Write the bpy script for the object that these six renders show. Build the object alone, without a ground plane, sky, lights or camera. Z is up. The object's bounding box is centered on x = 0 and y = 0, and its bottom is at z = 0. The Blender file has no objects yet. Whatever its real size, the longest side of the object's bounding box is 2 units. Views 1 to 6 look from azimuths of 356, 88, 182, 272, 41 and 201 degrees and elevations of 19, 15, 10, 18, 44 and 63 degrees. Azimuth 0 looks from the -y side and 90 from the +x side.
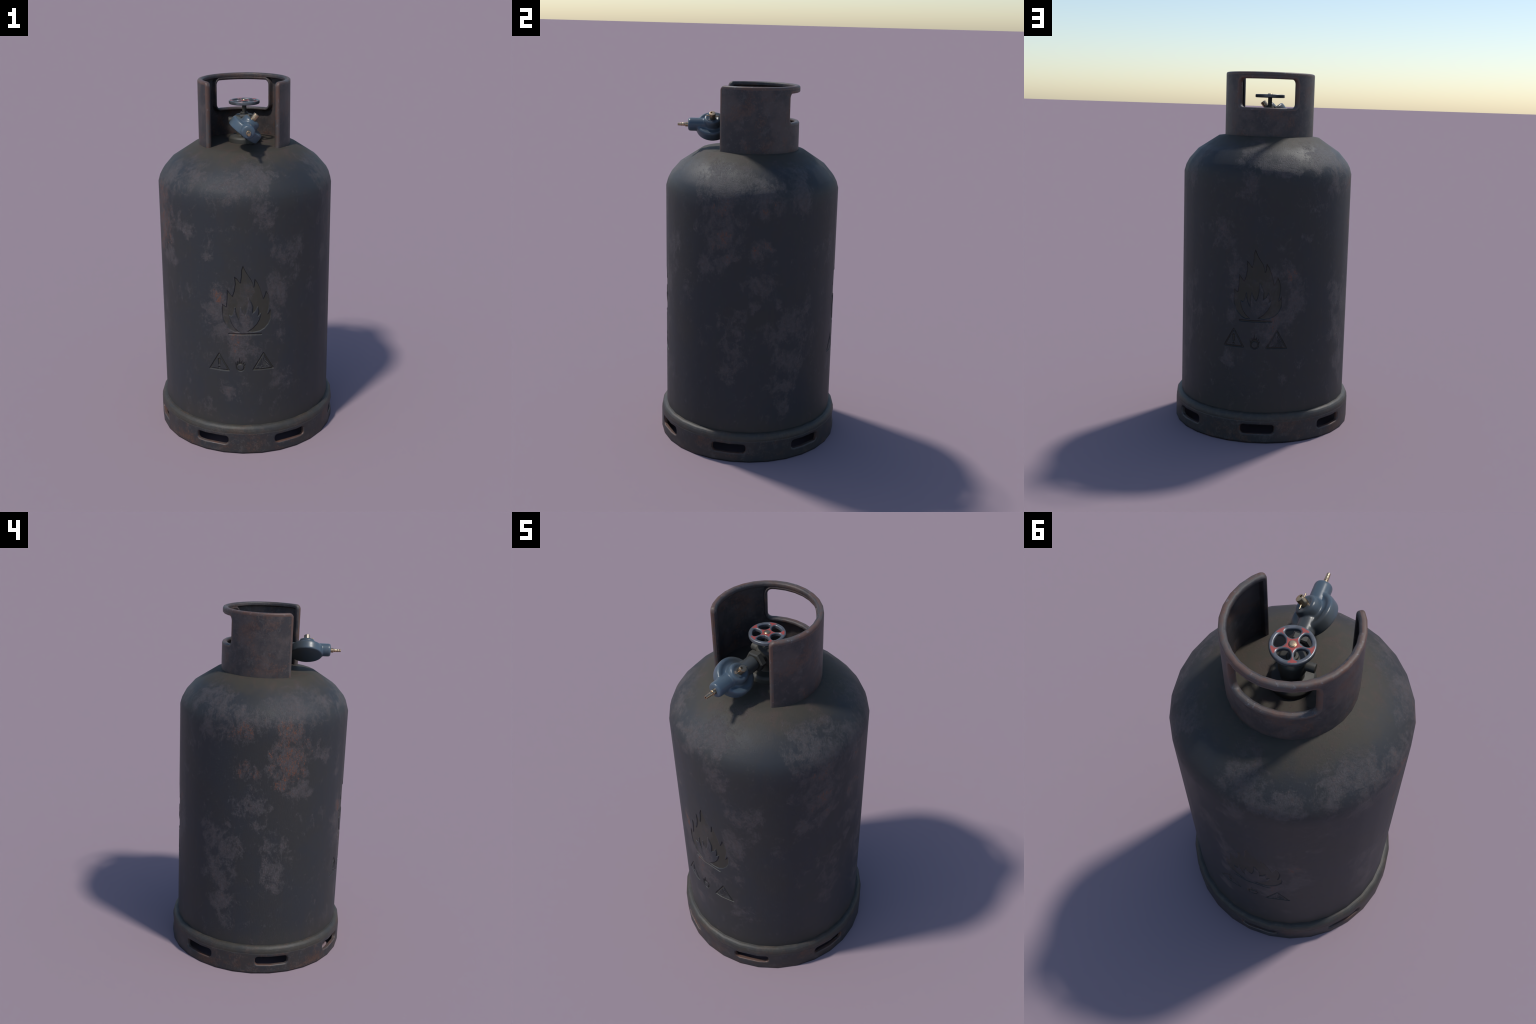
# Weathered steel gas cylinder with foot ring, guard collar, valve and pressure regulator.
# Metres, z up, standing on z = 0.
import bpy, bmesh, math
import numpy as np
from mathutils import Matrix, Vector

SIDES = 30                       # the steelwork is drawn as a soft-shaded 30-sided turning
AZ0 = 6.0                        # azimuth (from -y towards +x) of one corner, degrees
R_TANK, R_FOOT, R_COLLAR = 0.4798, 0.5105, 0.2505


# ------------------------------------------------------------------ helpers
def corner(az):
    """radius factor of the 30-gon at azimuth az (radians): 1 on the corners"""
    step = 2 * math.pi / SIDES
    d = np.mod(az - math.radians(AZ0), step) - step / 2
    return math.cos(step / 2) / np.cos(d)


def ring_xyz(r, az, z):
    return np.stack([r * np.sin(az), -r * np.cos(az), z + 0 * az], -1)


def vertex_normals(V, F):
    N = np.zeros_like(V)
    for n in (3, 4):
        f = np.array([q for q in F if len(q) == n], int)
        if not len(f):
            continue
        a = V[f[:, 0]]
        fn = np.cross(V[f[:, 1]] - a, V[f[:, 2]] - a)
        if n == 4:
            fn = fn + np.cross(V[f[:, 2]] - a, V[f[:, 3]] - a)
        for k in range(n):
            np.add.at(N, f[:, k], fn)
    for q in F:
        if len(q) > 4:
            fn = sum(np.cross(V[q[i]] - V[q[0]], V[q[i + 1]] - V[q[0]]) for i in range(1, len(q) - 1))
            for k in q:
                N[k] += fn
    return N / np.maximum(np.linalg.norm(N, axis=1, keepdims=True), 1e-12)


def add_object(name, V, F, mats, parent=None, normals=None, slots=None, sharp=None):
    me = bpy.data.meshes.new(name)
    me.from_pydata([tuple(map(float, v)) for v in V], [], [tuple(map(int, f)) for f in F])
    for m in (mats if isinstance(mats, (list, tuple)) else [mats]):
        me.materials.append(m)
    me.polygons.foreach_set("use_smooth", [True] * len(me.polygons))
    if slots is not None:
        me.polygons.foreach_set("material_index", [int(s) for s in slots])
    me.update()
    if sharp is not None:
        me.set_sharp_from_angle(angle=math.radians(sharp))
    if normals is not None:
        me.normals_split_custom_set_from_vertices([tuple(map(float, n)) for n in normals])
    ob = bpy.data.objects.new(name, me)
    bpy.context.scene.collection.objects.link(ob)
    ob.parent = parent
    return ob


def clip_grid(us, vs, sdf):
    """cells of the grid us x vs where sdf(u, v) > 0, cut along sdf = 0 by linear interpolation"""
    U, W = np.meshgrid(us, vs, indexing="ij")
    D = sdf(U, W)
    D = np.where(np.abs(D) < 1e-7, 1e-7, D)
    nu, nv = U.shape
    pts, key, faces = [], {}, []

    def vid(k, p):
        if k not in key:
            key[k] = len(pts)
            pts.append(p)
        return key[k]

    any_in = (D[:-1, :-1] > 0) | (D[1:, :-1] > 0) | (D[1:, 1:] > 0) | (D[:-1, 1:] > 0)
    for i, j in zip(*np.nonzero(any_in)):
        cs = [(i, j), (i + 1, j), (i + 1, j + 1), (i, j + 1)]
        poly = []
        for k in range(4):
            a, b = cs[k], cs[(k + 1) % 4]
            da, db = D[a], D[b]
            if da > 0:
                poly.append(vid(a, (U[a], W[a])))
            if (da > 0) != (db > 0):
                e = (min(a, b), max(a, b))
                t = da / (da - db)
                poly.append(vid(e, (U[a] + t * (U[b] - U[a]), W[a] + t * (W[b] - W[a]))))
        poly = [p for n, p in enumerate(poly) if p != poly[n - 1]]
        if len(poly) >= 3:
            faces.append(poly)
    return np.array(pts), faces


def boundary(F):
    seen = {}
    for f in F:
        for a, b in zip(f, f[1:] + f[:1]):
            seen[(a, b)] = 1
    return [(a, b) for a, b in seen if (b, a) not in seen]


def shell(F, n):
    """outer skin F, the same skin reversed for the inside, and walls along every border"""
    out = [list(f) for f in F]
    out += [[v + n for v in reversed(f)] for f in F]
    out += [[b, a, a + n, b + n] for a, b in boundary(F)]
    return out


def box_sd(u, v, cu, cv, hu, hv, rad):
    """signed distance inside (+) a rounded rectangle"""
    qu, qv = np.abs(u - cu) - hu + rad, np.abs(v - cv) - hv + rad
    out = np.hypot(np.maximum(qu, 0), np.maximum(qv, 0)) + np.minimum(np.maximum(qu, qv), 0)
    return rad - out


def smooth(a, b, x):
    t = np.clip((x - a) / (b - a), 0, 1)
    return t * t * (3 - 2 * t)


def lathe(profile, n=48, axis=(0, 0, 1), origin=(0, 0, 0)):
    """turn (radius, height) points round an axis; closed at radius 0"""
    rot = Vector((0, 0, 1)).rotation_difference(Vector(axis)).to_matrix()
    V, F = [], []
    for r, h in profile:
        for k in range(n):
            a = 2 * math.pi * k / n
            p = rot @ Vector((r * math.cos(a), r * math.sin(a), h)) + Vector(origin)
            V.append(p[:])
    for i in range(len(profile) - 1):
        for k in range(n):
            F.append([i * n + k, i * n + (k + 1) % n, (i + 1) * n + (k + 1) % n, (i + 1) * n + k])
    F.append(list(range(n))[::-1])
    F.append([(len(profile) - 1) * n + k for k in range(n)])
    return np.array(V), F


def rounded(profile, rad, steps=3):
    """round the corners of an open (r, h) profile"""
    out = [profile[0]]
    for a, b, c in zip(profile, profile[1:], profile[2:]):
        a, b, c = map(np.array, (a, b, c))
        la, lc = np.linalg.norm(a - b), np.linalg.norm(c - b)
        d = min(rad, la * .45, lc * .45)
        p, q = b + (a - b) * d / la, b + (c - b) * d / lc
        for t in np.linspace(0, 1, steps + 1):
            out.append(tuple((1 - t) ** 2 * p + 2 * t * (1 - t) * b + t * t * q))
    out.append(profile[-1])
    return out


def join(*parts):
    V, F, n = [], [], 0
    for v, f in parts:
        V.append(np.asarray(v, float))
        F += [[i + n for i in q] for q in f]
        n += len(v)
    return np.concatenate(V), F


# ------------------------------------------------------------------ materials
class Mat:
    """small wrapper that strings shader nodes together"""

    def __init__(self, name):
        self.m = bpy.data.materials.new(name)
        self.m.use_nodes = True
        self.t = self.m.node_tree
        self.bsdf = self.t.nodes["Principled BSDF"]
        self.co = self.t.nodes.new("ShaderNodeTexCoord").outputs["Object"]

    def put(self, sock, val):
        if hasattr(val, "is_linked") or isinstance(val, bpy.types.NodeSocket):
            self.t.links.new(val, sock)
        else:
            sock.default_value = val

    def math(self, op, a, b=0.0, c=0.0, clamp=False):
        n = self.t.nodes.new("ShaderNodeMath")
        n.operation, n.use_clamp = op, clamp
        for s, v in zip(n.inputs, (a, b, c)):
            self.put(s, v)
        return n.outputs[0]

    def vec(self, op, a, b=(0, 0, 0), c=(0, 0, 0)):
        n = self.t.nodes.new("ShaderNodeVectorMath")
        n.operation = op
        for s, v in zip(n.inputs, (a, b, c)):
            self.put(s, v)
        return n.outputs["Value" if op == "LENGTH" else "Vector"]

    def noise(self, scale, detail=6, rough=.6, stretch=(1, 1, 1), co=None, colour=False, distort=0.0):
        n = self.t.nodes.new("ShaderNodeTexNoise")
        n.inputs["Scale"].default_value = scale
        n.inputs["Detail"].default_value = detail
        n.inputs["Roughness"].default_value = rough
        n.inputs["Distortion"].default_value = distort
        self.put(n.inputs["Vector"], self.vec("MULTIPLY", co or self.co, stretch))
        return n.outputs["Color" if colour else "Fac"]

    def ramp(self, x, a, b):
        n = self.t.nodes.new("ShaderNodeMapRange")
        n.interpolation_type = "SMOOTHSTEP"
        self.put(n.inputs[0], x)
        n.inputs[1].default_value, n.inputs[2].default_value = a, b
        return n.outputs[0]

    def mix(self, f, a, b):
        n = self.t.nodes.new("ShaderNodeMix")
        n.data_type = "RGBA"
        self.put(n.inputs[0], f)
        self.put(n.inputs[6], a if not isinstance(a, tuple) else (*a, 1))
        self.put(n.inputs[7], b if not isinstance(b, tuple) else (*b, 1))
        return n.outputs[2]

    def fmix(self, f, a, b):
        n = self.t.nodes.new("ShaderNodeMix")
        self.put(n.inputs[0], f)
        self.put(n.inputs[2], a)
        self.put(n.inputs[3], b)
        return n.outputs[0]

    def xyz(self):
        n = self.t.nodes.new("ShaderNodeSeparateXYZ")
        self.put(n.inputs[0], self.co)
        return n.outputs

    def combine(self, x, y, z):
        n = self.t.nodes.new("ShaderNodeCombineXYZ")
        for s, v in zip(n.inputs, (x, y, z)):
            self.put(s, v)
        return n.outputs[0]

    def blobs(self, p, spots):
        """1 in the middle of the nearest spot (u, z, ru, rz), falling to 0 at its rim and below outside"""
        best = None
        for u, z, ru, rz in spots:
            d = self.vec("LENGTH", self.vec("MULTIPLY_ADD", p, (1 / ru, 0, 1 / rz), (-u / ru, 0, -z / rz)))
            best = d if best is None else self.math("MINIMUM", best, d)
        return self.math("SUBTRACT", 1.0, best)

    def radius(self):
        x = self.xyz()
        return self.vec("LENGTH", self.combine(x[0], x[1], 0.0))

    def finish(self, colour, rough, metal=0.0, bump=None, dist=.002, strength=.5, spec=.42, coat=0.0):
        self.put(self.bsdf.inputs["Base Color"], colour if not isinstance(colour, tuple) else (*colour, 1))
        self.put(self.bsdf.inputs["Roughness"], rough)
        self.put(self.bsdf.inputs["Metallic"], metal)
        self.put(self.bsdf.inputs["Specular IOR Level"], spec)
        self.bsdf.inputs["Coat Weight"].default_value = coat
        if bump is not None:
            b = self.t.nodes.new("ShaderNodeBump")
            b.inputs["Distance"].default_value = dist
            b.inputs["Strength"].default_value = strength
            self.put(b.inputs["Height"], bump)
            self.t.links.new(b.outputs[0], self.bsdf.inputs["Normal"])
        return self.m


# colours, linear
PAINT_COOL, PAINT_WARM = (.0275, .0302, .0355), (.0308, .0310, .0318)
WORN = (.069, .062, .065)
RUST_DARK, RUST = (.060, .027, .019), (.17, .055, .022)
DUST = (.050, .043, .032)
STEEL_BROWN = (.066, .052, .050)

# where the paint is worn: (across, height, half width, half height) seen on the front / back
# (across = x) and seen on the two sides (across = y); both pairs mirror each other
WORN_FRONT = [
    (-.319, 1.267, .045, .036), (.070, 1.40, .050, .075), (-.051, 1.505, .130, .055), (.044, 1.56, .075, .085),
    (-.290, 1.57, .085, .085), (.199, 1.146, .055, .095), (.144, .933, .045, .115), (.135, .816, .033, .060),
    (.159, .701, .020, .045), (-.150, .912, .060, .075), (-.040, .898, .065, .060), (-.088, .678, .070, .110),
    (-.151, .740, .050, .080), (-.062, .610, .075, .060), (-.120, .375, .028, .045), (.175, .439, .040, .055),
    (-.041, .780, .070, .065), (-.233, 1.143, .025, .022), (-.19, .83, .05, .09)]
WORN_SIDE = [
    (-.174, 1.51, .120, .110), (-.170, 1.403, .080, .065), (-.149, 1.247, .088, .115), (-.136, 1.128, .045, .032),
    (-.233, 1.098, .050, .043), (.065, 1.457, .106, .080), (.053, 1.391, .045, .050), (.249, 1.51, .105, .110),
    (.278, 1.414, .055, .075), (.022, 1.176, .032, .058), (.095, 1.204, .030, .050), (.040, .993, .075, .050),
    (.007, .881, .028, .032), (-.085, .757, .046, .085), (-.091, .618, .060, .085), (-.111, .509, .034, .050),
    (-.167, .779, .022, .038), (.331, .843, .040, .085), (.243, .778, .070, .085), (.150, .727, .068, .062),
    (.207, .583, .075, .087), (.159, .888, .022, .026), (.183, .425, .075, .046), (.180, .303, .030, .040),
    (-.341, 1.26, .040, .040)]
RUST_FRONT = [(-.160, .925, .035, .035), (.199, 1.15, .02, .03), (-.078, .66, .02, .06)]
RUST_SIDE = [(-.160, 1.235, .085, .105), (-.170, 1.40, .085, .085), (.058, 1.40, .05, .05), (.095, 1.21, .03, .05),
             (.022, 1.18, .03, .05), (-.12, 1.13, .05, .03), (.10, 1.43, .06, .04)]


def tank_material(engraved=False):
    m = Mat("engraved_dusty_paint" if engraved else "worn_grey_paint")
    x = m.xyz()
    ax, ay = m.math("ABSOLUTE", x[0]), m.math("ABSOLUTE", x[1])
    wob = m.vec("MULTIPLY_ADD", m.noise(7, 6, .65, colour=True), (.14, .14, .14), (-.07, -.07, -.07))
    wob2 = m.vec("MULTIPLY_ADD", m.noise(30, 6, .75, colour=True), (.06, .06, .06), (-.03, -.03, -.03))
    wob = m.vec("ADD", wob, wob2)
    front = m.ramp(m.math("ADD", m.math("SUBTRACT", ay, ax), m.math("MULTIPLY_ADD", m.noise(7), .2, -.1)), -.09, .09)
    pf = m.vec("ADD", m.combine(x[0], 0.0, x[2]), wob)
    ps = m.vec("ADD", m.combine(x[1], 0.0, x[2]), wob)
    worn = m.fmix(front, m.blobs(ps, WORN_SIDE), m.blobs(pf, WORN_FRONT))
    rusty = m.fmix(front, m.blobs(ps, RUST_SIDE), m.blobs(pf, RUST_FRONT))
    rusty = m.math("SUBTRACT", rusty, m.math("MULTIPLY", m.math("GREATER_THAN", x[0], 0.0), .45))
    mid = m.noise(13, 14, .70, stretch=(1, 1, .75), distort=.5)
    fine = m.noise(150, 8, .75, stretch=(1, 1, .8))
    grit = m.noise(48, 8, .72, stretch=(1, 1, .7), distort=.3)
    worn = m.math("ADD", m.math("MAXIMUM", worn, -.75), m.math("MULTIPLY_ADD", mid, 6.0, -2.75))
    worn = m.math("ADD", worn, m.math("MULTIPLY_ADD", grit, 3.0, -1.5))
    worn = m.math("ADD", worn, m.math("MULTIPLY_ADD", fine, 1.2, -.6))
    worn = m.math("MULTIPLY", m.ramp(worn, -.20, 1.25), .95)
    # loose faint scuffs anywhere
    scuff = m.math("MULTIPLY", m.ramp(m.noise(9, 10, .74, distort=.9), .58, .70), m.ramp(fine, .40, .6))
    worn = m.math("MAXIMUM", worn, m.math("MULTIPLY", scuff, .40))
    specks = m.ramp(m.math("ADD", m.math("MULTIPLY", m.noise(70, 7, .78, stretch=(1, 1, .5)), .6), m.math("MULTIPLY", fine, .4)), .49, .58)
    rust = m.math("ADD", rusty, m.math("MULTIPLY_ADD", mid, 4.5, -2.1))
    rust = m.math("MULTIPLY", m.ramp(rust, .05, .75), specks)
    rust = m.math("MAXIMUM", rust, m.math("MULTIPLY", m.math("MULTIPLY", m.ramp(specks, .4, 1.0), worn), .16))
    paint = m.mix(m.ramp(m.noise(3.2, 4, .6), .38, .62), PAINT_COOL, PAINT_WARM)
    if engraved:                 # the cut signs hold brown dirt and keep more of it than the worn skin
        paint = m.mix(m.math("MULTIPLY", m.ramp(m.noise(11, 6, .65), .32, .50), .9), paint, (.035, .032, .024))
        worn = m.math("MULTIPLY", worn, .45)
    streak = m.ramp(m.noise(42, 4, .6, stretch=(1, 1, .06)), .50, .75)
    paint = m.mix(m.math("MULTIPLY", streak, .28), paint, (.042, .034, .032))
    worncol = m.mix(m.ramp(m.noise(60, 5, .7), .35, .65), WORN, (.047, .043, .045))
    col = m.mix(worn, paint, worncol)
    # settled dust round the collar and along the foot ring
    r = m.radius()
    grime = m.math("MULTIPLY_ADD", m.noise(14, 6, .65), .16, -.08)
    top = m.ramp(m.math("ADD", r, grime), .41, .29)
    low = m.math("MULTIPLY", m.ramp(m.math("ADD", x[2], m.math("MULTIPLY_ADD", streak, .08, 0)), .29, .15), .45)
    dust = m.math("MAXIMUM", top, m.math("MULTIPLY", low, m.ramp(x[2], .05, .12)))
    col = m.mix(m.math("MULTIPLY", m.math("MULTIPLY", dust, .85), m.math("MULTIPLY_ADD", worn, -.5, 1.0)), col, m.mix(m.ramp(mid, .45, .65), DUST, (.066, .046, .035)))
    col = m.mix(m.math("MULTIPLY", rust, .9), col, m.mix(m.ramp(fine, .4, .6), RUST_DARK, RUST))
    rough = m.math("ADD", m.fmix(worn, .52, .58), m.math("MULTIPLY_ADD", fine, .16, -.08))
    rough = m.math("ADD", rough, m.math("MULTIPLY", dust, .16))
    bump = m.math("ADD", m.math("MULTIPLY", worn, m.math("MULTIPLY_ADD", fine, 1.2, -.5)), m.math("MULTIPLY", fine, .35))
    return m.finish(col, rough, 0, bump, .0034, .8, spec=m.fmix(worn, .31, .44))


def steel_material(name, base, alt, rust_amt, seed, worn_amt=.5, dusty=0.0, spots=()):
    m = Mat(name)
    co = m.vec("ADD", m.co, (seed, seed * .7, seed * 1.3))
    low, mid, fine = m.noise(7, 5, .65, co=co), m.noise(24, 7, .7, co=co), m.noise(100, 6, .75, co=co)
    col = m.mix(m.ramp(low, .40, .60), base, alt)
    worn = m.math("MULTIPLY", m.ramp(m.math("ADD", m.math("MULTIPLY", mid, .6), m.math("MULTIPLY", fine, .4)), .50, .62), worn_amt)
    col = m.mix(worn, col, (.080, .073, .073))
    ru = m.ramp(m.math("ADD", m.math("MULTIPLY", m.noise(9, 6, .7, co=co, distort=.4), .7), m.math("MULTIPLY", fine, .3)), .50, .60)
    col = m.mix(m.math("MULTIPLY", ru, rust_amt), col, m.mix(m.ramp(fine, .4, .6), RUST_DARK, (.12, .055, .032)))
    for x, y, z, r, h in spots:          # rust bleeding at the places the drawing shows
        d = m.vec("LENGTH", m.vec("MULTIPLY_ADD", m.co, (1 / r, 1 / r, 1 / h), (-x / r, -y / r, -z / h)))
        f = m.ramp(m.math("ADD", m.math("SUBTRACT", 1.0, d), m.math("MULTIPLY_ADD", mid, 3.0, -1.5)), 0.0, 1.1)
        col = m.mix(m.math("MULTIPLY", f, .75), col, m.mix(m.ramp(fine, .4, .6), (.050, .029, .022), (.105, .046, .024)))
    if dusty:
        col = m.mix(m.math("MULTIPLY", m.ramp(mid, .3, .6), dusty), col, DUST)
    rough = m.math("ADD", .52, m.math("MULTIPLY_ADD", fine, .2, -.1))
    return m.finish(col, rough, 0, fine, .0022, .45)


def edge_material():
    m = Mat("rust_edged_steel")
    mid, fine = m.noise(26, 7, .7), m.noise(110, 6, .75)
    a = m.ramp(m.noise(6, 5, .65), .40, .60)
    col = m.mix(a, (.074, .064, .062), (.095, .055, .044))
    ru = m.ramp(m.math("ADD", m.math("MULTIPLY", mid, .6), m.math("MULTIPLY", fine, .4)), .50, .60)
    col = m.mix(m.math("MULTIPLY", ru, .55), col, (.12, .050, .030))
    chip = m.ramp(m.noise(40, 6, .7), .58, .66)
    col = m.mix(m.math("MULTIPLY", chip, .6), col, (.15, .145, .155))
    return m.finish(col, .5, 0, fine, .002, .4)


def plain_material(name, base, alt, rough, metal=0.0, scale=18, bump=.3):
    m = Mat(name)
    mid, fine = m.noise(scale, 6, .65), m.noise(scale * 6, 5, .7)
    col = m.mix(m.ramp(mid, .38, .62), base, alt)
    return m.finish(col, m.math("ADD", rough, m.math("MULTIPLY_ADD", fine, .16, -.08)), metal, fine, .001, bump)


def regulator_material():
    m = Mat("blue_enamel")
    x = m.xyz()
    mid, fine = m.noise(20, 6, .65), m.noise(140, 5, .7)
    col = m.mix(m.ramp(mid, .38, .62), (.056, .084, .114), (.064, .090, .112))
    back = m.ramp(m.math("ADD", x[1], m.math("MULTIPLY_ADD", mid, .08, -.04)), -.29, -.15)  # occlusion shade baked into the rear half as dark brown-grey, fading forward
    col = m.mix(m.math("MULTIPLY", back, .8), col, (.046, .044, .038))
    rub = m.ramp(m.noise(34, 6, .7), .60, .70)
    col = m.mix(m.math("MULTIPLY", rub, .4), col, (.11, .115, .13))
    return m.finish(col, m.math("MULTIPLY_ADD", fine, .14, .27), 0, fine, .0006, .25)


MAT_TANK, MAT_EMBLEM = tank_material(), tank_material(True)
MAT_COLLAR = steel_material("brown_weathered_steel", STEEL_BROWN, (.034, .031, .034), .42, 3.1, .6)
MAT_FOOT = steel_material("grimy_grey_steel", (.031, .027, .026), (.023, .025, .029), .35, 7.7, .5, .1,
                          [(-.36, -.36, .035, .13, .06), (-.50, -.17, .115, .06, .03), (-.42, .27, .03, .09, .045), (.43, -.27, .10, .05, .05)])
MAT_FOOT_TOP = steel_material("dusty_grey_steel", (.036, .033, .027), (.028, .029, .030), .3, 1.9, .5, .4)
MAT_EDGE = edge_material()
MAT_VALVE = plain_material("dusty_dark_iron", (.046, .043, .035), (.038, .037, .033), .55)
MAT_BRASS = plain_material("aged_brass", (.52, .37, .23), (.40, .30, .20), .34, 1.0, 40)
MAT_WHEEL = plain_material("bare_grey_steel", (.125, .135, .155), (.10, .105, .115), .34, .35, 40)
MAT_RED = plain_material("faded_red_paint", (.33, .050, .042), (.26, .055, .048), .5, 0, 60)
MAT_BLUE = regulator_material()


# ------------------------------------------------------------------ engraved signs
# local sheet: across (to the right seen from outside) and height, millimetres
FLAME = [  # outer edge from the tip, down the right side
    (-32, 1068), (-21, 1041), (-7, 1015), (9, 991), (18, 969), (23, 946), (27, 969), (29, 993), (43, 974), (57, 942),
    (66, 911), (74, 879), (83, 898), (90, 922), (103, 897), (110, 861), (107, 825), (99, 789), (108, 802), (113, 818),
    (119, 788), (116, 756), (103, 729), (82, 706), (55, 692), (22, 686), (-15, 690),
    # round the small flame left standing inside
    (17, 712), (38, 736), (53, 763), (60, 793), (52, 782), (43, 777), (49, 807), (44, 830), (32, 806), (14, 791),
    (17, 833), (8, 860), (-6, 883), (-7, 837), (-13, 805), (-23, 782), (-37, 801), (-47, 829), (-52, 803), (-53, 775),
    (-51, 747), (-66, 770), (-75, 801), (-77, 828), (-81, 810), (-87, 787), (-96, 777), (-108, 782), (-104, 762),
    (-95, 736), (-78, 710), (-52, 688),
    # up the left side
    (-77, 685), (-105, 698), (-130, 728), (-144, 763), (-148, 790), (-146, 850), (-137, 841), (-126, 832), (-121, 870),
    (-119, 931), (-106, 912), (-91, 894), (-81, 923), (-75, 964), (-79, 1006), (-62, 990), (-48, 971), (-42, 1006),
    (-41, 1042)]


def poly_sd(U, W, poly):
    """signed distance (+ inside) to a closed polygon given in millimetres"""
    P = np.array(poly, float) / 1000
    Q = np.roll(P, -1, 0)
    best = np.full(U.shape, 9.0)
    inside = np.zeros(U.shape, bool)
    for (ax, ay), (bx, by) in zip(P, Q):
        ex, ey = bx - ax, by - ay
        t = np.clip(((U - ax) * ex + (W - ay) * ey) / (ex * ex + ey * ey), 0, 1)
        best = np.minimum(best, np.hypot(U - ax - t * ex, W - ay - t * ey))
        inside ^= ((ay > W) != (by > W)) & (U < (W - ay) / (by - ay + 1e-12) * ex + ax)
    return np.where(inside, best, -best)


def stroke_sd(U, W, a, b, w0, w1=None):
    """tapering stroke from a to b (millimetres), half widths w0 to w1"""
    w1 = w0 if w1 is None else w1
    ax, ay, bx, by = [v / 1000 for v in (*a, *b)]
    ex, ey = bx - ax, by - ay
    t = np.clip(((U - ax) * ex + (W - ay) * ey) / (ex * ex + ey * ey), 0, 1)
    return (w0 + (w1 - w0) * t) / 1000 - np.hypot(U - ax - t * ex, W - ay - t * ey)


def triangle_sd(U, W, cx, base, half, height, w):
    c = [(cx - half, base), (cx + half, base), (cx, base + height)]
    return np.maximum.reduce([stroke_sd(U, W, c[i], c[(i + 1) % 3], w) for i in range(3)])


def flame_sign(U, W):
    bar = stroke_sd(U, W, (-110, 675.5), (62, 675.5), 5.6)
    return np.maximum(poly_sd(U, W, FLAME), bar)


def warning_sign(U, W):
    d = triangle_sd(U, W, 0, 0, 54, 94, 5.0)
    d = np.maximum(d, stroke_sd(U, W, (0, 60), (0, 30), 8.5, 6.0))
    return np.maximum(d, stroke_sd(U, W, (0, 12.5), (0, 13), 7.0))


def fire_ring_sign(U, W):
    r = np.hypot(U, W - .023)
    d = .0044 - np.abs(r - .0205)
    tongues = [((-20, 30), (-25, 50)), ((-12, 44), (-14, 60)), ((-3, 44), (-2, 83)), ((7, 44), (11, 64)),
               ((15, 40), (22, 55)), ((20, 30), (27, 42)), ((2, 44), (5, 56))]
    return np.maximum.reduce([d] + [stroke_sd(U, W, a, b, 5.0, 1.6) for a, b in tongues])


def blast_sign(U, W):
    d = triangle_sd(U, W, 0, 0, 54, 94, 5.0)
    for k, (ang, l0, l1) in enumerate([(4, 10, 44), (18, 8, 40), (32, 9, 40), (46, 8, 42), (60, 9, 46), (74, 8, 52), (90, 10, 58),
                                       (106, 9, 44), (124, 8, 33), (145, 8, 28), (168, 8, 30)]):
        c, s = math.cos(math.radians(ang)), math.sin(math.radians(ang))
        o = (-8, 15)
        d = np.maximum(d, stroke_sd(U, W, (o[0] + l0 * c, o[1] + l0 * s * .9), (o[0] + l1 * c * .86, o[1] + l1 * s), 1.4, 2.4))
    for x in (-26, -10, 6, 20):
        d = np.maximum(d, stroke_sd(U, W, (x, 10), (x + 9, 11), 2.2))
    return d


# name, drawing, offset across, offset up: on the back and on the front
SIGNS = {
    "back": [("flame_emblem", flame_sign, 0, 0), ("warning_triangle_emblem", warning_sign, -.143, .530),
             ("fire_ring_emblem", fire_ring_sign, -.026, .521), ("blast_triangle_emblem", blast_sign, .094, .529)],
    "front": [("flame_emblem", flame_sign, -.0065, .036), ("warning_triangle_emblem", warning_sign, -.1755, .495),
              ("fire_ring_emblem", fire_ring_sign, -.058, .493), ("blast_triangle_emblem", blast_sign, .0675, .502)],
}
SIGN_DEPTH, SIGN_EDGE = .0030, .0034


# ------------------------------------------------------------------ tank
root = bpy.data.objects.new("gas_cylinder", None)
root["label"] = "weathered dark grey steel gas cylinder with collar, valve and blue regulator"
root["category"] = "gas cylinder"
bpy.context.scene.collection.objects.link(root)


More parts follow.
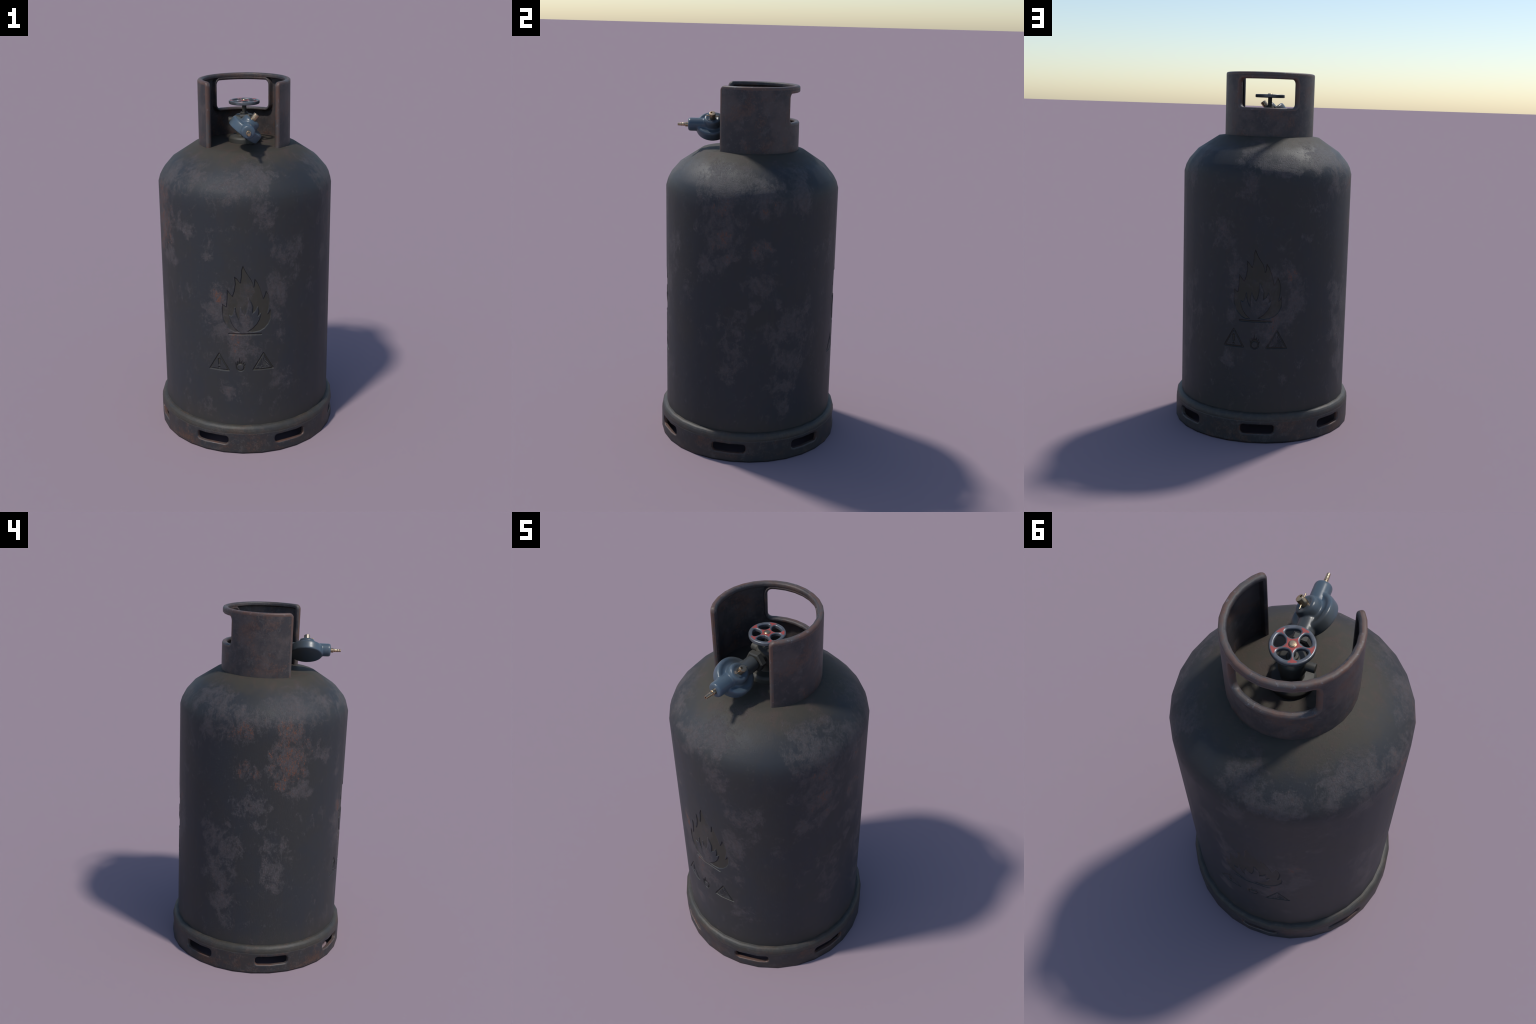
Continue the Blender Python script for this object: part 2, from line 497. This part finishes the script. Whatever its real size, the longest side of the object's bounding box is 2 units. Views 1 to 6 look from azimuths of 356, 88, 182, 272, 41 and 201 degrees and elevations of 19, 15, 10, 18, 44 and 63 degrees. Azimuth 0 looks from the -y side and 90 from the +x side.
def build_tank():
    # profile from under the foot ring to the neck: (radius, height, normal tilt in degrees above horizontal)
    prof = [(.06, .085, -90), (.30, .092, -84), (.42, .115, -62), (.468, .140, -25), (R_TANK, .158, 0), (R_TANK, 1.385, 0),
            (R_TANK, 1.4464, 9), (.4692, 1.4835, 24), (.4540, 1.512, 39), (.4038, 1.570, 53), (.285, 1.6477, 67),
            (.245, 1.6535, 80), (.10, 1.659, 88), (.02, 1.660, 90)]
    rows = []
    for (r0, z0, t0), (r1, z1, t1) in zip(prof, prof[1:]):
        if z0 == .158:
            zs = np.concatenate([np.linspace(.158, .47, 12)[:-1], np.arange(.47, 1.125, .0017), np.linspace(1.125, 1.385, 10)[:-1]])
        else:
            zs = None
        if zs is not None:
            rows += [(r0, z, 0.0) for z in zs]
        else:
            for k in range(5):
                t = k / 5
                rows.append((r0 + t * (r1 - r0), z0 + t * (z1 - z0), t0 + t * (t1 - t0)))
    rows.append(prof[-1])
    rr, zz, tilt = [np.array(c) for c in zip(*rows)]
    tilt = np.radians(tilt)
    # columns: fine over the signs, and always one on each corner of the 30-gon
    fs = np.arange(-.245, .1401, .0017) / R_TANK
    bs = np.arange(-.212, .1641, .0017) / R_TANK
    coarse = np.radians(np.arange(0, 360, 3.0))
    az = [a for a in np.concatenate([fs, bs + math.pi])]
    for a in coarse:
        w = (a + math.pi) % (2 * math.pi) - math.pi
        b = a - math.pi
        if not (fs[0] - .01 < w < fs[-1] + .01) and not (bs[0] - .01 < b < bs[-1] + .01):
            az.append(a)
    az = np.sort(np.mod(np.array(az), 2 * math.pi))
    nr, na = len(rr), len(az)
    A, Z = np.meshgrid(az, zz)
    depth = np.zeros((nr, na))
    part = np.zeros((nr, na), int)
    names = [None]
    band = (zz > .46) & (zz < 1.13)
    for side, off in (("front", 0.0), ("back", math.pi)):
        S = ((A - off + math.pi) % (2 * math.pi) - math.pi) * R_TANK
        near = np.abs(S[0]) < .30
        sel = np.ix_(band, near)
        for name, fn, du, dv in SIGNS[side]:
            sd = np.full((nr, na), -1.0)
            sd[sel] = fn(S[sel] - du, Z[sel] - dv)
            depth = np.maximum(depth, SIGN_DEPTH * smooth(-.0004, SIGN_EDGE, sd))
            names.append(name)
            part[sd > .0016] = len(names) - 1
    R = rr[:, None] * corner(az)[None, :] - depth
    V = ring_xyz(R, A, Z).reshape(-1, 3)
    # soft normals: the round turning, tipped by the engraved relief
    dz = np.gradient(depth, zz + np.arange(nr) * 1e-9, axis=0) * band[:, None]
    da = np.gradient(np.concatenate([depth[:, -1:], depth, depth[:, :1]], 1),
                     np.concatenate([[az[-1] - 2 * math.pi], az, [az[0] + 2 * math.pi]]), axis=1)[:, 1:-1] / R_TANK
    n_r = np.cos(tilt)[:, None] + 0 * A
    n_z = np.sin(tilt)[:, None] + 2.8 * dz
    n_a = 2.8 * da
    N = np.stack([n_r * np.sin(A) + n_a * np.cos(A), -n_r * np.cos(A) + n_a * np.sin(A), n_z], -1).reshape(-1, 3)
    N /= np.linalg.norm(N, axis=1, keepdims=True)
    i, j = np.meshgrid(np.arange(nr - 1), np.arange(na), indexing="ij")
    k = (j + 1) % na
    F = np.stack([i * na + j, i * na + k, (i + 1) * na + k, (i + 1) * na + j], -1).reshape(-1, 4)
    pid = part.reshape(-1)
    fp = np.min(pid[F], axis=1)

    def piece(name, mask, mat, parent):
        f = F[mask]
        used, inv = np.unique(f, return_inverse=True)
        return add_object(name, V[used], inv.reshape(f.shape), mat, parent, normals=N[used])

    tank = piece("tank", fp == 0, MAT_TANK, root)
    for n in range(1, len(names)):
        piece(names[n], fp == n, MAT_EMBLEM, tank)
    return tank


# ------------------------------------------------------------------ foot ring
def build_foot():
    prof = np.array([(R_FOOT, 0), (R_FOOT, .119), (R_FOOT - .0016, .1225), (R_FOOT - .0008, .127), (R_FOOT - .0018, .136),
                     (.5055, .147), (.4990, .1555), (.4900, .1605), (.4760, .1625)])
    arc = np.concatenate([[0], np.cumsum(np.hypot(*np.diff(prof, axis=0).T))])
    rad = lambda v: np.interp(v, arc, prof[:, 0])
    hei = lambda v: np.interp(v, arc, prof[:, 1])
    centres = [math.radians(180 + k * 360 / 7) for k in range(7)]

    def sd(u, v):
        d = np.full(np.broadcast(u, v).shape, 1.0)
        for c in centres:
            w = (u - c + math.pi) % (2 * math.pi) - math.pi
            d = np.minimum(d, -box_sd(w * R_FOOT, v, 0, .0755, .0955, .0262, .019))
        return d

    us = np.linspace(0, 2 * math.pi, 721)
    vs = np.concatenate([np.linspace(0, .04, 6)[:-1], np.linspace(.04, .112, 33)[:-1], np.linspace(.112, arc[-1], 26)])
    P, F = clip_grid(us, vs, sd)
    D = sd(P[:, 0], P[:, 1])
    edge = .0065 * (1 - np.sqrt(np.clip(1 - (1 - np.clip(D / .0075, 0, 1)) ** 2, 0, 1)))
    thick = .013
    ro = rad(P[:, 1]) - edge
    ri = rad(P[:, 1]) - thick - .010 * (1 - smooth(.008, .016, D)) + edge * .6
    az = P[:, 0]
    Fs = shell(F, len(P))
    round_v = np.concatenate([ring_xyz(ro, az, hei(P[:, 1])), ring_xyz(ri, az, hei(P[:, 1]))])
    # close the seam at azimuth 0 / 360
    N = vertex_normals(round_v, Fs)
    c = corner(az)
    V = np.concatenate([ring_xyz(ro * c, az, hei(P[:, 1])), ring_xyz(ri * c, az, hei(P[:, 1]))])
    seam = {}
    for n, (a, v) in enumerate(P):
        if a < 1e-6 or a > 2 * math.pi - 1e-6:
            seam.setdefault(round(float(v), 6), []).append(n)
    for grp in seam.values():
        for s in (0, len(P)):
            ids = [g + s for g in grp]
            m = ring_xyz(1.0, np.array(0.0), np.array(0.0))
            nn = N[ids].sum(0)
            nn[0] = 0
            N[ids] = nn / max(np.linalg.norm(nn), 1e-9)
    Fs = [f for f in Fs if not (len(f) == 4 and all(abs(math.sin(az[v % len(P)] / 2)) < 1e-6 for v in f))]
    # materials: side, dusty shoulder, rusted slot rims
    slots = []
    for f in Fs:
        v = np.mean([P[q % len(P)][1] for q in f])
        d = np.mean([D[q % len(P)] for q in f])
        slots.append(2 if d < .0018 else (1 if v > .121 else 0))
    return add_object("foot_ring", V, Fs, [MAT_FOOT, MAT_FOOT_TOP, MAT_EDGE], root, normals=N, slots=slots)


# ------------------------------------------------------------------ guard collar
def build_collar():
    a0, a1 = math.radians(42), math.radians(306)          # the open front lies between 306 and 42 degrees
    mid, half = (a0 + a1) / 2, (a1 - a0) / 2 * R_COLLAR
    z0, z1 = 1.63, 2.0
    win = (math.radians(180), 1.8857, math.radians(39.3) * R_COLLAR, .0768)

    def sd(u, v, both=False):
        s = (u - mid) * R_COLLAR
        d = box_sd(s, v, 0, (z1 + z0 - .3) / 2, half, (z1 - z0 + .3) / 2, .026)
        w = -box_sd((u - win[0]) * R_COLLAR, v, 0, win[1], win[2], win[3], .024)
        return (d, w) if both else np.minimum(d, w)

    us = np.concatenate([[a0 - .004], np.linspace(a0, a1, 22 * 19 + 1), [a1 + .004]])
    vs = np.linspace(z0, z1 + .001, 132)
    P, F = clip_grid(us, vs, sd)
    D = np.maximum(sd(P[:, 0], P[:, 1]), 0)
    az, z = P[:, 0], P[:, 1]
    quarter = 1 - np.sqrt(np.clip(1 - (1 - np.clip(D / .010, 0, 1)) ** 2, 0, 1))
    ro = R_COLLAR - .010 * quarter
    outer, window = sd(P[:, 0], P[:, 1], True)
    bead = np.maximum(1 - smooth(.021, .025, outer), 1 - smooth(.015, .019, window))
    ri = R_COLLAR - .004 - .0245 * bead + .010 * quarter
    Fs = shell(F, len(P))
    N = vertex_normals(np.concatenate([ring_xyz(ro, az, z), ring_xyz(ri, az, z)]), Fs)
    c = corner(az)
    V = np.concatenate([ring_xyz(ro * c, az, z), ring_xyz(ri * c, az, z)])
    slots = [1 if np.mean([D[q % len(P)] for q in f]) < .016 and np.mean([z[q % len(P)] for q in f]) > 1.64
             and min(f) < len(P) else 0 for f in Fs]
    return add_object("guard_collar", V, Fs, [MAT_COLLAR, MAT_EDGE], root, normals=N, slots=slots)


# ------------------------------------------------------------------ valve and hand wheel
def build_wheel(parent):
    Rw, a, b, hw, k = .0837, .0240, .0665, .0056, .020

    def smin(x, y):
        h = np.clip(.5 + .5 * (y - x) / k, 0, 1)
        return y + (x - y) * h - k * h * (1 - h)

    def sd(u, v):
        r, th = np.hypot(u, v), np.arctan2(v, u)
        w = np.mod(th - math.radians(36), math.radians(72))
        w = np.minimum(w, math.radians(72) - w)
        spoke = r * np.sin(np.minimum(w, math.pi / 2)) - hw
        hole = smin(smin(spoke, r - a), b - r)
        return np.minimum(Rw - r, -hole)

    g = np.linspace(-.085, .085, 190)
    P, F = clip_grid(g, g, sd)
    D = np.maximum(sd(P[:, 0], P[:, 1]), 0)
    h = .0045 + .0048 * np.sqrt(np.clip(1 - (1 - np.clip(D / .0065, 0, 1)) ** 2, 0, 1))
    zc = 1.8738
    V = np.concatenate([np.c_[P, zc + h], np.c_[P, zc - h]])
    Fs = shell(F, len(P))
    rng = np.random.default_rng(5)
    worn = .0008 * np.sin(P[:, 0] * 700) * np.sin(P[:, 1] * 640 + 1) + rng.normal(0, .0004, len(P))
    r, th = np.hypot(P[:, 0], P[:, 1]), np.arctan2(P[:, 1], P[:, 0])
    w = np.mod(th - math.radians(36), math.radians(72))
    lateral = r * np.sin(np.minimum(w, math.radians(72) - w))
    rim = (r > .051) & (r < .0775 + worn) & (lateral < .0015 + (r - .051) * .62 + worn)
    red = (D > .0042 + worn) & ((r < .036 + worn * 2) | rim)
    slots = [1 if max(f) < len(P) and np.mean(red[f]) > .6 else 0 for f in Fs]
    wheel = add_object("hand_wheel", V, Fs, [MAT_WHEEL, MAT_RED], parent, normals=vertex_normals(V, Fs), slots=slots)
    cap = lathe(rounded([(.0001, -.004), (.0150, -.004), (.0150, .0020), (.0125, .0026), (.0118, .0050), (.0001, .0052)], .002),
                32, origin=(0, 0, 1.8832))
    add_object("wheel_bolt", *cap, MAT_BRASS, wheel, sharp=50)
    return wheel


def build_valve():
    body = lathe(rounded([(.0001, 1.64), (.088, 1.64), (.088, 1.682), (.078, 1.692), (.044, 1.696), (.044, 1.735), (.053, 1.742),
                          (.053, 1.796), (.046, 1.806), (.022, 1.808), (.022, 1.818), (.0001, 1.818)], .004), 48)
    valve = add_object("valve", *body, MAT_VALVE, root, sharp=40)
    stem = lathe([(.0117, 1.80), (.0117, 1.87)], 24)
    add_object("valve_stem", *stem, MAT_VALVE, valve, sharp=40)
    side = lathe(rounded([(.0001, .03), (.0185, .03), (.0185, .0868), (.0001, .0868)], .002), 28, axis=(-1, 0, 0), origin=(0, 0, 1.7745))
    add_object("side_plug", *side, MAT_VALVE, valve, sharp=40)
    neck = lathe([(.031, .03), (.031, .075)], 32, axis=(0, -1, 0), origin=(0, 0, 1.775))
    add_object("outlet_neck", *neck, MAT_VALVE, valve, sharp=40)
    # hexagon nut with chamfered faces
    V, F = [], []
    for r, y in ((.043, -.066), (.0505, -.070), (.0505, -.094), (.043, -.098)):
        for k in range(6):
            t = math.radians(60 * k + 4)
            V.append((r * math.cos(t), y, 1.775 + r * math.sin(t)))
    for i in range(3):
        for k in range(6):
            F.append([i * 6 + k, i * 6 + (k + 1) % 6, (i + 1) * 6 + (k + 1) % 6, (i + 1) * 6 + k])
    F += [list(range(6))[::-1], list(range(18, 24))]
    nut = add_object("hex_nut", np.array(V), F, MAT_VALVE, valve, sharp=20)
    build_wheel(valve)
    return valve


# ------------------------------------------------------------------ regulator
TILT = math.radians(37.6)
REG_AXIS = (math.sin(TILT), 0, math.cos(TILT))
REG_C = (0.001, -.225, 1.7755)


def build_regulator():
    disc = lathe(rounded([(.0001, -.0385), (.0900, -.0385), (.0912, -.006), (.090, .010), (.080, .0160), (.062, .0105), (.050, .012),
                          (.0470, .042), (.042, .0525), (.031, .0535), (.024, .050), (.0001, .049)], .006), 72, REG_AXIS, REG_C)
    pipe = lathe(rounded([(.0001, .098), (.0365, .098), (.0365, .16), (.0360, .30), (.0360, .3595), (.0001, .3595)], .013, 5), 48, (0, -1, 0),
                 (.001, 0, 1.7755))
    tmp = add_object("tmp", *join(disc, pipe), MAT_BLUE)
    rm = tmp.modifiers.new("r", "REMESH")
    rm.mode, rm.voxel_size = "VOXEL", .0019
    sm = tmp.modifiers.new("s", "SMOOTH")
    sm.factor, sm.iterations = .5, 36
    dg = bpy.context.evaluated_depsgraph_get()
    me = bpy.data.meshes.new_from_object(tmp.evaluated_get(dg))
    me.polygons.foreach_set("use_smooth", [True] * len(me.polygons))
    old = tmp.data
    bpy.data.objects.remove(tmp)
    bpy.data.meshes.remove(old)
    me.name = "regulator"
    reg = bpy.data.objects.new("regulator", me)
    bpy.context.scene.collection.objects.link(reg)
    reg.parent = root
    # hose nozzle: nut and tapering barbed tip
    tip = lathe([(.0001, .352), (.0128, .352), (.0128, .3735), (.0112, .3755), (.0080, .3758), (.0080, .379), (.0092, .380), (.0086, .392),
                 (.0082, .393), (.0086, .3945), (.0080, .404), (.0077, .405), (.0080, .406), (.0074, .416), (.0040, .416), (.0036, .409), (.0001, .409)],
                20, (0, -1, 0), (.002, 0, 1.775))
    add_object("hose_nozzle", *tip, MAT_BRASS, reg, sharp=35)
    # adjusting screw with a drilled head, and the pin through it
    screw = lathe(rounded([(.0001, .040), (.0165, .040), (.0165, .0855), (.0001, .0855)], .0012), 32, REG_AXIS, REG_C)
    sc = add_object("adjusting_screw", *screw, MAT_BRASS, reg, sharp=35)
    e = Vector((math.cos(TILT), 0, -math.sin(TILT)))
    ax = Vector(REG_AXIS)
    c = Vector(REG_C) + ax * .0 - e * .005 + Vector((0, -.006, 0))
    hole = add_object("tmp", *lathe([(.0052, .078), (.0052, .095)], 20, REG_AXIS, c), MAT_BRASS)
    bo = sc.modifiers.new("b", "BOOLEAN")
    bo.object, bo.operation, bo.solver = hole, "DIFFERENCE", "EXACT"
    dg = bpy.context.evaluated_depsgraph_get()
    me = bpy.data.meshes.new_from_object(sc.evaluated_get(dg))
    sc.modifiers.clear()
    sc.data = me
    me.name = "adjusting_screw"
    me.set_sharp_from_angle(angle=math.radians(35))
    bpy.data.objects.remove(hole)
    pc = Vector(REG_C) + ax * .0655
    pin = lathe(rounded([(.0001, -.036), (.0030, -.036), (.0030, .036), (.0001, .036)], .001), 12, (0, -1, .06), pc)
    add_object("cross_pin", *pin, MAT_BRASS, reg, sharp=40)
    return reg


build_tank()
build_foot()
build_collar()
build_valve()
build_regulator()
